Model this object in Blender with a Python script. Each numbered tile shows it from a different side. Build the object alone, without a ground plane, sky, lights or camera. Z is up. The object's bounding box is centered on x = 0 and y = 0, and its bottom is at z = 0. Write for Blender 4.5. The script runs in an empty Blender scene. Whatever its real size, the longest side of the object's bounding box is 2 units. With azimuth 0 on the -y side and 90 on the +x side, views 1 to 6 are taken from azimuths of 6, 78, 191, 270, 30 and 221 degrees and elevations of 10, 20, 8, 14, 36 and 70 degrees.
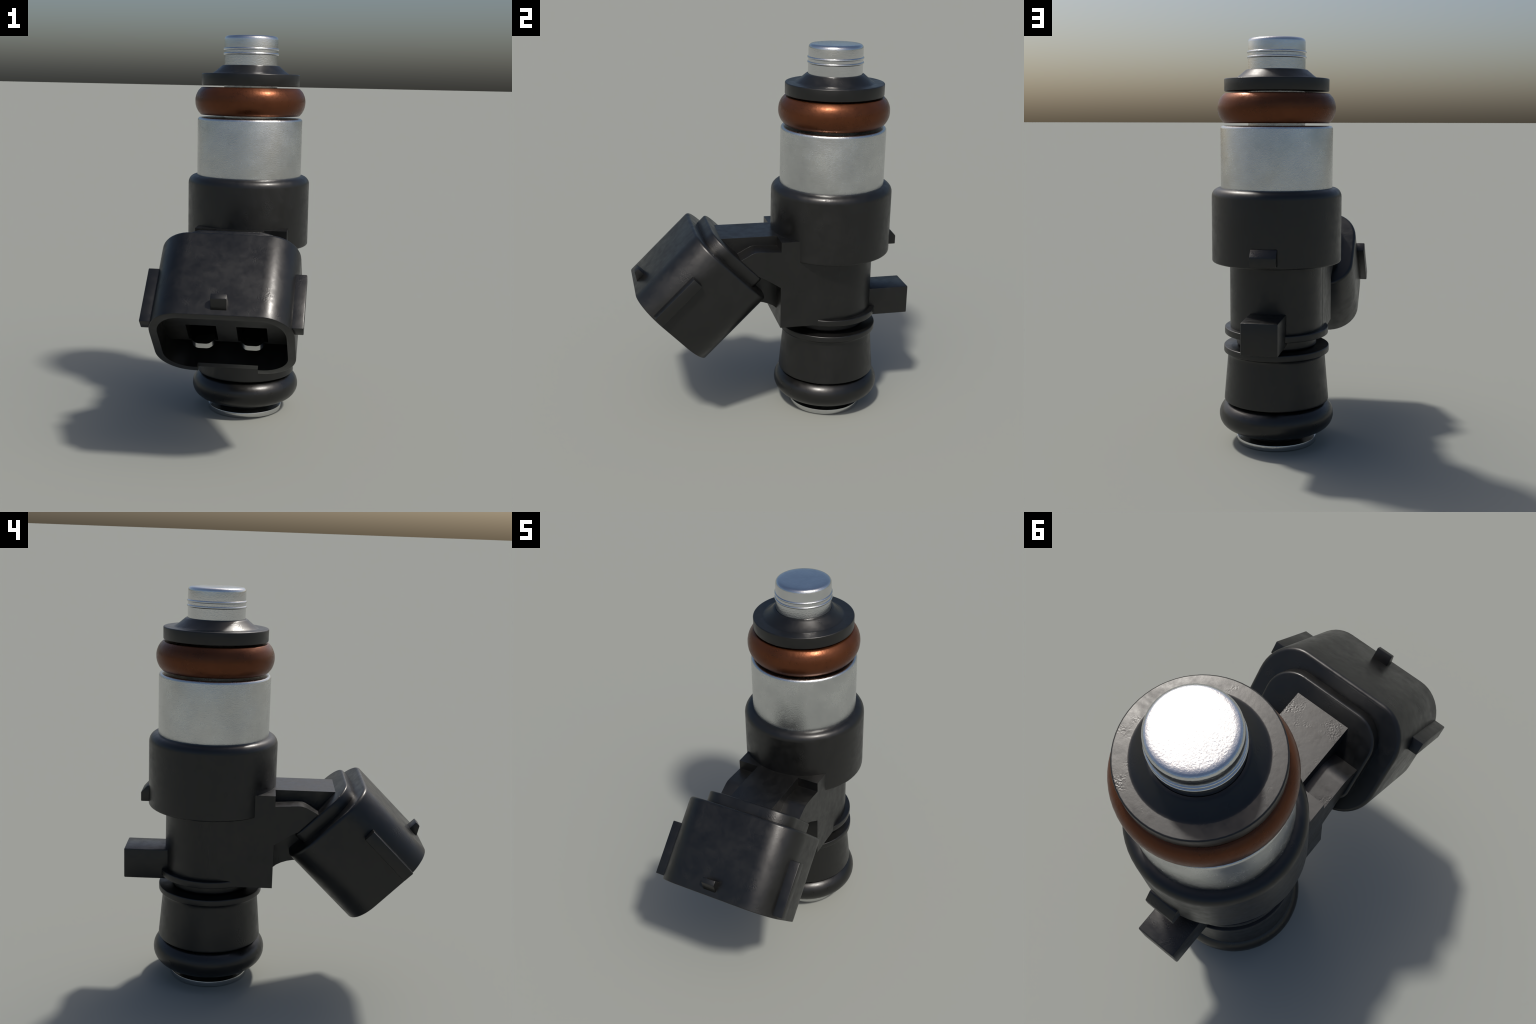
"""Automotive fuel injector: a turned metal/plastic column with two o-rings,
and an angled two-pin plug socket on a bracket at the front."""
import bpy, bmesh, math
from mathutils import Vector

AXIS_Y = 0.3115          # the column stands at x = 0, y = AXIS_Y
SEG = 64
K = math.sqrt(0.5)

# ------------------------------------------------------------------ materials
def new_mat(name):
    m = bpy.data.materials.new(name)
    m.use_nodes = True
    nt = m.node_tree
    return m, nt, nt.nodes["Principled BSDF"]

def node(nt, kind, **kw):
    n = nt.nodes.new(kind)
    for k, v in kw.items():
        if k in n.inputs.keys():
            n.inputs[k].default_value = v
        else:
            setattr(n, k, v)
    return n

def noise(nt, co, scale, detail=3.0, rough=0.55, mapping=None):
    if mapping:
        mp = node(nt, "ShaderNodeMapping")
        mp.inputs["Scale"].default_value = mapping
        nt.links.new(co, mp.inputs["Vector"])
        co = mp.outputs["Vector"]
    n = node(nt, "ShaderNodeTexNoise", Scale=scale, Detail=detail, Roughness=rough)
    nt.links.new(co, n.inputs["Vector"])
    return n.outputs["Fac"]

def remap(nt, fac, a, b, c, d):
    r = node(nt, "ShaderNodeMapRange")
    for k, v in zip(("From Min", "From Max", "To Min", "To Max"), (a, b, c, d)):
        r.inputs[k].default_value = v
    nt.links.new(fac, r.inputs["Value"])
    return r.outputs["Result"]

def mul(nt, a, b, op="MULTIPLY"):
    m = node(nt, "ShaderNodeMath", operation=op)
    for i, v in enumerate((a, b)):
        if isinstance(v, (int, float)):
            m.inputs[i].default_value = v
        else:
            nt.links.new(v, m.inputs[i])
    return m.outputs[0]

def ramp(nt, fac, stops):
    r = node(nt, "ShaderNodeValToRGB")
    el = r.color_ramp.elements
    while len(el) < len(stops):
        el.new(0.5)
    for e, (p, c) in zip(el, stops):
        e.position = p
        e.color = (*c, 1)
    nt.links.new(fac, r.inputs["Fac"])
    return r.outputs["Color"]

def bump(nt, h, strength, dist, prev=None):
    b = node(nt, "ShaderNodeBump", Strength=strength, Distance=dist)
    nt.links.new(h, b.inputs["Height"])
    if prev is not None:
        nt.links.new(prev, b.inputs["Normal"])
    return b.outputs["Normal"]

def plastic_material(name, col_lo, col_hi, r_lo, r_hi):
    m, nt, b = new_mat(name)
    co = node(nt, "ShaderNodeTexCoord").outputs["Object"]
    big = noise(nt, co, 9.0, 5.0, 0.6)
    nt.links.new(ramp(nt, big, [(0.3, col_lo), (0.7, col_hi)]), b.inputs["Base Color"])
    mid = noise(nt, co, 26.0, 4.0, 0.6)
    mix = mul(nt, big, mid, "ADD")
    nt.links.new(remap(nt, mix, 0.75, 1.25, r_lo, r_hi), b.inputs["Roughness"])
    # sparse clusters of small pits and grains
    mask = remap(nt, noise(nt, co, 11.0, 2.0), 0.56, 0.72, 0.0, 1.0)
    grain = mul(nt, mul(nt, noise(nt, co, 150.0, 2.0), 0.5, "SUBTRACT"), mask)
    nrm = bump(nt, grain, 0.24, 0.006)
    nrm = bump(nt, noise(nt, co, 34.0, 3.0), 0.06, 0.005, nrm)
    nt.links.new(nrm, b.inputs["Normal"])
    b.inputs["Specular IOR Level"].default_value = 0.55
    return m

def metal_material(name, col_lo, col_hi, r_lo, r_hi, grain=0.25, metallic=1.0, grain_scale=90.0):
    m, nt, b = new_mat(name)
    co = node(nt, "ShaderNodeTexCoord").outputs["Object"]
    big = noise(nt, co, 7.0, 5.0, 0.62)
    nt.links.new(ramp(nt, big, [(0.3, col_lo), (0.7, col_hi)]), b.inputs["Base Color"])
    b.inputs["Metallic"].default_value = metallic
    fine = noise(nt, co, 60.0, 4.0, 0.65)
    mix = mul(nt, big, fine, "ADD")
    nt.links.new(remap(nt, mix, 0.75, 1.25, r_lo, r_hi), b.inputs["Roughness"])
    patch = remap(nt, noise(nt, co, 5.0, 2.0), 0.35, 0.65, 0.35, 1.0)
    ripple = mul(nt, mul(nt, noise(nt, co, grain_scale, 3.0, 0.6), 0.5, "SUBTRACT"), patch)
    nrm = bump(nt, ripple, grain, 0.004)
    nt.links.new(nrm, b.inputs["Normal"])
    return m

PLASTIC = plastic_material("black_moulded_plastic", (0.0034, 0.0034, 0.0032), (0.0054, 0.0053, 0.0049), 0.28, 0.45)
RUBBER = plastic_material("black_rubber", (0.0034, 0.0034, 0.0032), (0.0054, 0.0053, 0.0049), 0.27, 0.40)
STEEL = metal_material("brushed_steel", (0.55, 0.56, 0.56), (0.67, 0.68, 0.67), 0.16, 0.29, 0.36, 1.0, 210.0)
POLISHED = metal_material("polished_steel", (0.62, 0.63, 0.64), (0.72, 0.73, 0.73), 0.13, 0.21, 0.24, 1.0, 150.0)
COPPER = metal_material("copper_brown_ring", (0.105, 0.033, 0.0125), (0.14, 0.045, 0.017), 0.25, 0.42, 0.16, 0.75)
CONTACT = metal_material("tinned_contact", (0.55, 0.55, 0.54), (0.60, 0.60, 0.59), 0.16, 0.22, 0.03)

# ------------------------------------------------------------------ builders
root = bpy.data.objects.new("fuel_injector", None)
root.location = (0, AXIS_Y, 0)
bpy.context.collection.objects.link(root)
root["label"] = "black fuel injector with silver sleeve, copper ring and angled plug"
root["category"] = "fuel injector"

def finish(name, bm, mat, angle=35, parent=root, weighted=False):
    bmesh.ops.recalc_face_normals(bm, faces=bm.faces)
    me = bpy.data.meshes.new(name)
    bm.to_mesh(me)
    bm.free()
    me.polygons.foreach_set("use_smooth", [True] * len(me.polygons))
    me.set_sharp_from_angle(angle=math.radians(angle))
    me.materials.append(mat)
    ob = bpy.data.objects.new(name, me)
    bpy.context.collection.objects.link(ob)
    ob.parent = parent
    if weighted:
        mod = ob.modifiers.new("weighted_normals", "WEIGHTED_NORMAL")
        mod.keep_sharp = True
        mod.weight = 100
    ob.matrix_parent_inverse = root.matrix_basis.inverted()
    return ob

def arc(cr, cz, rr, rz, a0, a1, n=6):
    """points of an elliptic arc in the (radius, height) plane, degrees"""
    out = []
    for i in range(n + 1):
        a = math.radians(a0 + (a1 - a0) * i / n)
        out.append((cr + rr * math.cos(a), cz + rz * math.sin(a)))
    return out

def lathe_bm(profile, closed=False):
    bm = bmesh.new()
    rings = []
    for r, z in profile:
        if r < 1e-6:
            rings.append([bm.verts.new((0, AXIS_Y, z))])
        else:
            rings.append([bm.verts.new((r * math.cos(2 * math.pi * i / SEG),
                                        AXIS_Y + r * math.sin(2 * math.pi * i / SEG), z))
                          for i in range(SEG)])
    pairs = list(zip(rings, rings[1:]))
    if closed:
        pairs.append((rings[-1], rings[0]))
    for a, b in pairs:
        for i in range(SEG):
            j = (i + 1) % SEG
            if len(a) == 1 and len(b) == 1:
                continue
            if len(a) == 1:
                bm.faces.new((a[0], b[i], b[j]))
            elif len(b) == 1:
                bm.faces.new((a[i], b[0], a[j]))
            else:
                bm.faces.new((a[i], b[i], b[j], a[j]))
    return bm

def lathe(name, profile, mat, closed=False, angle=35):
    return finish(name, lathe_bm(profile, closed), mat, angle)

def prism_x(poly, x0, x1):
    """extrude a (y, z) polygon along x"""
    bm = bmesh.new()
    a = [bm.verts.new((x0, y, z)) for y, z in poly]
    b = [bm.verts.new((x1, y, z)) for y, z in poly]
    n = len(poly)
    bm.faces.new(a)
    bm.faces.new(b[::-1])
    for i in range(n):
        bm.faces.new((a[i], b[i], b[(i + 1) % n], a[(i + 1) % n]))
    bmesh.ops.recalc_face_normals(bm, faces=bm.faces)
    return bm

def temp_object(bm):
    bmesh.ops.recalc_face_normals(bm, faces=bm.faces)
    me = bpy.data.meshes.new("temp")
    bm.to_mesh(me)
    bm.free()
    ob = bpy.data.objects.new("temp", me)
    bpy.context.collection.objects.link(ob)
    return ob

def boolean(base_bm, others, bevel=0.0, bevel_segments=2, bevel_angle=40):
    """others: list of (bm, 'UNION' | 'DIFFERENCE'); returns the evaluated bmesh"""
    base = temp_object(base_bm)
    helpers = []
    for bm, op in others:
        h = temp_object(bm)
        helpers.append(h)
        mod = base.modifiers.new("b", "BOOLEAN")
        mod.operation = op
        mod.solver = "EXACT"
        mod.object = h
    if bevel:
        mod = base.modifiers.new("w", "WELD")
        mod.merge_threshold = 0.0002
        mod = base.modifiers.new("v", "BEVEL")
        mod.width = bevel
        mod.segments = bevel_segments
        mod.limit_method = "ANGLE"
        mod.angle_limit = math.radians(bevel_angle)
        mod.use_clamp_overlap = True
    dg = bpy.context.evaluated_depsgraph_get()
    bm = bmesh.new()
    bm.from_mesh(base.evaluated_get(dg).to_mesh())
    for o in [base] + helpers:
        me = o.data
        bpy.data.objects.remove(o)
        bpy.data.meshes.remove(me)
    return bm

# ------------------------------------------------------------------ the column
# metal rod: closed cap at the top with two rolled beads, runs down into the sleeve
R = 0.1393
cap = [(0, 2.0)] + [(r, 2.0 - 0.0020 * (r / 0.112) ** 2) for r in (0.025, 0.05, 0.075, 0.095, 0.112)]
cap += arc(R - 0.019, 1.9785, 0.019, 0.0190, 75, 0, 6) + [(R, 1.942), (R, 1.9375)]
for bead_z in (1.9305, 1.9065):
    cap += [(R, bead_z + 0.0062)] + arc(R, bead_z, 0.0050, 0.0055, 75, -75, 6) + [(R, bead_z - 0.0062)]
cap += [(R, 1.896), (R - 0.0005, 1.84), (R - 0.0005, 1.50), (0, 1.50)]
lathe("inlet_cap", cap, POLISHED, angle=32)

# plastic washer with a conical hub
washer = [(0.132, 1.80), (0.140, 1.849)] + [(0.1475, 1.8478), (0.1520, 1.8450), (0.1570, 1.8405)]
washer += [(0.180, 1.8210), (0.196, 1.8098), (0.2035, 1.8056), (0.207, 1.8055)]
washer += [(0.249, 1.8055)] + arc(0.250, 1.8005, 0.005, 0.005, 80, 0, 3)
washer += arc(0.2505, 1.7490, 0.004, 0.004, 0, -90, 3) + [(0.132, 1.745)]
lathe("retaining_washer", washer, PLASTIC, closed=True, angle=28)

def o_ring(name, centre_r, mid_z, half_w, half_h, power, mat):
    prof = []
    n = 40
    for i in range(n):
        a = 2 * math.pi * i / n
        c, s = math.cos(a), math.sin(a)
        prof.append((centre_r + half_w * math.copysign(abs(c) ** (2 / power), c),
                     mid_z + half_h * math.copysign(abs(s) ** (2 / power), s)))
    return lathe(name, prof, mat, closed=True, angle=60)

# the upper ring is squeezed to a barrel: flat ends, bulging outside
barrel = [(0.150, 1.5935), (0.252, 1.5935), (0.2575, 1.5945), (0.2612, 1.5980)]
for i in range(1, 12):
    u = -1 + i / 6
    barrel.append((0.2875 - 0.0245 * abs(u) ** 2.2, 1.6642 + 0.0655 * u))
barrel += [(0.2595, 1.7310), (0.2555, 1.7345), (0.2500, 1.7355), (0.160, 1.7355)]
lathe("upper_seal_ring", barrel, COPPER, closed=True, angle=60)

# bright sleeve with rounded shoulder
sleeve = [(0, 1.5815), (0.255, 1.5815)] + arc(0.2595, 1.567, 0.0147, 0.0145, 90, 0, 5)
sleeve += [(0.2740, 1.26), (0, 1.26)]
lathe("metal_sleeve", sleeve, STEEL)

# plastic collar moulded round the sleeve
collar = [(0, 1.2830), (0.276, 1.2830)]
collar += arc(0.279, 1.2400, 0.0403, 0.0425, 84, 0, 7)
collar += [(0.3193, 0.932)] + arc(0.3103, 0.9275, 0.0090, 0.0090, 0, -90, 4) + [(0, 0.9185)]
lathe("collar", collar, PLASTIC, angle=40)

# small catch at the back of the collar
catch = prism_x([(0.60, 0.9345), (0.6645, 0.9345), (0.6645, 0.981), (0.633, 1.016), (0.60, 1.016)], -0.0635, 0.0635)
finish("collar_catch", boolean(catch, [], 0.004), PLASTIC)

# waist: cylinder, back ring, neck, flange and tapered skirt
lathe("waist", [(0, 0.95), (0.2315, 0.95), (0.2315, 0.557), (0.200, 0.5565),
                (0.200, 0.512)] + arc(0.190, 0.510, 0.010, 0.010, 0, -90, 3)
      + [(0.170, 0.500), (0.170, 0.47), (0, 0.47)], PLASTIC)
lathe("waist_ring", [(0.20, 0.590)] + arc(0.2545, 0.586, 0.0045, 0.004, 90, 0, 3)
      + arc(0.2545, 0.5605, 0.0045, 0.004, 0, -90, 3) + [(0.20, 0.5565)], PLASTIC, closed=True)
skirt = [(0, 0.497)] + arc(0.2585, 0.492, 0.005, 0.005, 90, 0, 3)
skirt += arc(0.2595, 0.469, 0.004, 0.004, 0, -75, 3)
skirt += [(0.2495, 0.460), (0.2445, 0.455), (0.2430, 0.447), (0.2440, 0.435)]
skirt += [(0.2622, 0.228)] + arc(0.2585, 0.2225, 0.004, 0.005, 0, -90, 3) + [(0, 0.2175)]
lathe("nozzle_skirt", skirt, PLASTIC, angle=40)

o_ring("lower_seal_ring", 0.2080, 0.1415, 0.080, 0.0745, 2.05, RUBBER)
lathe("nozzle_stem", [(0, 0.23), (0.142, 0.23), (0.142, 0.10), (0, 0.10)], PLASTIC)
lathe("nozzle_foot", [(0, 0.11), (0.140, 0.11), (0.140, 0.046), (0.1425, 0.037), (0.150, 0.030), (0.162, 0.0275), (0.197, 0.027)]
      + arc(0.197, 0.024, 0.003, 0.003, 80, 0, 2)
      + arc(0.197, 0.003, 0.003, 0.003, 0, -90, 2) + [(0, 0.0)], POLISHED)

# square orientation peg at the back
peg = prism_x([(0.50, 0.535), (0.7455, 0.535), (0.7455, 0.6905), (0.50, 0.6905)], -0.0885, 0.0875)
finish("orientation_peg", boolean(peg, [], 0.006), PLASTIC)

# ------------------------------------------------------------------ bracket
HW = 0.2325
block = [(0.310, 0.563), (-0.004, 0.563), (-0.004, 0.7875), (-0.083, 0.838), (-0.145, 0.868),
         (-0.18, 0.86), (-0.235, 0.92), (-0.2225, 0.9445), (-0.166, 0.9755), (-0.150, 0.9835), (-0.134, 0.988), (-0.115, 0.9885),
         (-0.004, 0.982), (-0.004, 1.0345), (0.20, 1.0345), (0.20, 0.93), (0.310, 0.93)]
core = [(0.10, 0.600), (0.10, 0.633), (-0.005, 0.633), (-0.022, 0.6475), (-0.046, 0.660), (-0.075, 0.670),
        (-0.104, 0.6755), (-0.16, 0.68), (-0.16, 0.78), (-0.31, 0.98), (-0.305, 1.0345), (0.10, 1.0345)]
core = core[1:]
web = prism_x(core, -0.126, 0.126)
for v in web.verts:                      # the top bar has drafted sides
    if v.co.z > 1.0:
        v.co.x *= 0.119 / 0.126
bracket = boolean(prism_x(block, -HW, HW), [(web, "UNION")], 0.005, 2, 30)
finish("plug_bracket", bracket, PLASTIC, angle=50, weighted=True)

# ------------------------------------------------------------------ plug socket
# local frame: x across, s along the plug (out of the opening), t across its height
def to_world(x, s, t):
    return Vector((x, -0.2 - K * s - K * t, 0.9 - K * s + K * t))

def rounded_rect(hw, t0, t1, top, bot, n=12):
    """outline (x, t) with elliptic corners; top and bot are (radius in x, radius in t)"""
    pts = []
    for sx, ct, (rx, rt), a0 in ((1, t1 - top[1], top, 0), (-1, t1 - top[1], top, 90),
                                 (-1, t0 + bot[1], bot, 180), (1, t0 + bot[1], bot, 270)):
        for i in range(n + 1):
            a = math.radians(a0 + 90 * i / n)
            pts.append((sx * (hw - rx) + rx * math.cos(a), ct + rt * math.sin(a)))
    return pts

def loft(sections):
    """sections: list of (s, list of (x, t)), s a number or a function of t; closed at both ends"""
    bm = bmesh.new()
    rings = [[bm.verts.new(to_world(x, s(t) if callable(s) else s, t)) for x, t in pts] for s, pts in sections]
    for a, b in zip(rings, rings[1:]):
        n = len(a)
        for i in range(n):
            bm.faces.new((a[i], a[(i + 1) % n], b[(i + 1) % n], b[i]))
    bm.faces.new(rings[0])
    bm.faces.new(rings[-1][::-1])
    bmesh.ops.recalc_face_normals(bm, faces=bm.faces)
    return bm

def slab(x0, x1, s0, s1, t0, t1):
    return loft([(s0, [(x0, t0), (x1, t0), (x1, t1), (x0, t1)]),
                 (s1, [(x0, t0), (x1, t0), (x1, t1), (x0, t1)])])

PW, T0, T1B, T1F = 0.327, -0.208, 0.299, 0.301
S_BACK, S_FRONT, S_FLOOR, WALL = 0.032, 0.4775, 0.373, 0.037

def lean(s):
    """the mouth leans back a little towards the top"""
    return lambda t: s - 0.014 * (t - 0.05)

def outline(s, inset=0.0):
    t1 = T1B + (T1F - T1B) * (s - S_BACK) / (S_FRONT - S_BACK)
    return rounded_rect(PW - inset, T0 + inset, t1 - inset, (0.150 - inset, 0.170 - inset), (0.168 - inset, 0.160 - inset))

def rounded_loft(sb, sf, rb, rf, shape):
    secs = []
    for i in range(6):
        a = math.pi / 2 * i / 5
        secs.append((sb + rb * (1 - math.sin(a)), shape(sb, rb * (1 - math.cos(a)))))
    secs = [(s, p) for s, p in secs][::1]
    secs.sort(key=lambda q: q[0])
    for i in range(4):
        a = math.pi / 2 * i / 3
        secs.append((lean(sf - rf * (1 - math.sin(a))), shape(sf, rf * (1 - math.cos(a)))))
    return loft(secs)

shell = rounded_loft(S_BACK, S_FRONT, 0.016, 0.004, outline)
cavity = loft([(S_FLOOR, outline(S_FLOOR, WALL)), (S_FRONT + 0.05, outline(S_FRONT, WALL))])
deep = loft([(0.12, outline(S_FLOOR, WALL)), (S_FLOOR + 0.03, outline(S_FLOOR, WALL))])
deep = boolean(deep, [(slab(-0.5, 0.5, 0.05, 0.5, -0.106, 0.5), "DIFFERENCE")])
cavity = boolean(cavity, [(deep, "UNION")])
# the lower lip is cut back in the middle
cuts = [(cavity, "DIFFERENCE"), (slab(-0.143, 0.143, 0.457, 0.55, T0 - 0.05, T0 + 0.09), "DIFFERENCE")]
for x0, x1 in ((-0.188, -0.047), (0.047, 0.188)):
    cuts.append((slab(x0, x1, 0.20, S_FLOOR + 0.02, -0.095, 0.035), "DIFFERENCE"))
finish("plug_socket", boolean(shell, cuts), PLASTIC, angle=32)

def flange_shape(s, inset):
    return rounded_rect(0.247 - inset, -0.112 + inset, 0.234 - inset, (0.120 - inset, 0.120 - inset), (0.040 - inset, 0.050 - inset))
finish("plug_flange", rounded_loft(-0.0255, 0.060, 0.010, 0.002, flange_shape), PLASTIC, angle=40)

for side in (-1, 1):
    xs = sorted((side * 0.290, side * 0.3640))
    finish("guide_rib", boolean(slab(xs[0], xs[1], 0.180, 0.462, 0.144, 0.2010), [], 0.004), PLASTIC)

tooth = [(0.392, 0.346), (0.418, 0.346), (0.447, 0.301)]
lock = loft([(q, [(-0.0355, 0.28), (0.0350, 0.28), (0.0350, t), (-0.0355, t)]) for q, t in tooth])
finish("locking_tooth", boolean(lock, [], 0.003), PLASTIC)

# contact blades with chamfered tips
for cx in (-0.117, 0.116):
    w, c = 0.056, 0.024
    s_tip = 0.416
    bm = bmesh.new()
    shape = [(cx - w, 0.18), (cx + w, 0.18), (cx + w, s_tip - 0.030), (cx + w - 0.010, s_tip - 0.014),
             (cx + w - c, s_tip - 0.003), (cx + w - c - 0.012, s_tip), (cx - w + c + 0.012, s_tip),
             (cx - w + c, s_tip - 0.003), (cx - w + 0.010, s_tip - 0.014), (cx - w, s_tip - 0.030)]
    lo = [bm.verts.new(to_world(x, s + (0.003 if s > 0.3 else 0), -0.096)) for x, s in shape]
    hi = [bm.verts.new(to_world(x, s - (0.006 if s > 0.3 else 0), -0.070)) for x, s in shape]
    n = len(shape)
    bm.faces.new(lo)
    bm.faces.new(hi[::-1])
    for i in range(n):
        bm.faces.new((lo[i], hi[i], hi[(i + 1) % n], lo[(i + 1) % n]))
    finish("contact_blade", bm, CONTACT)
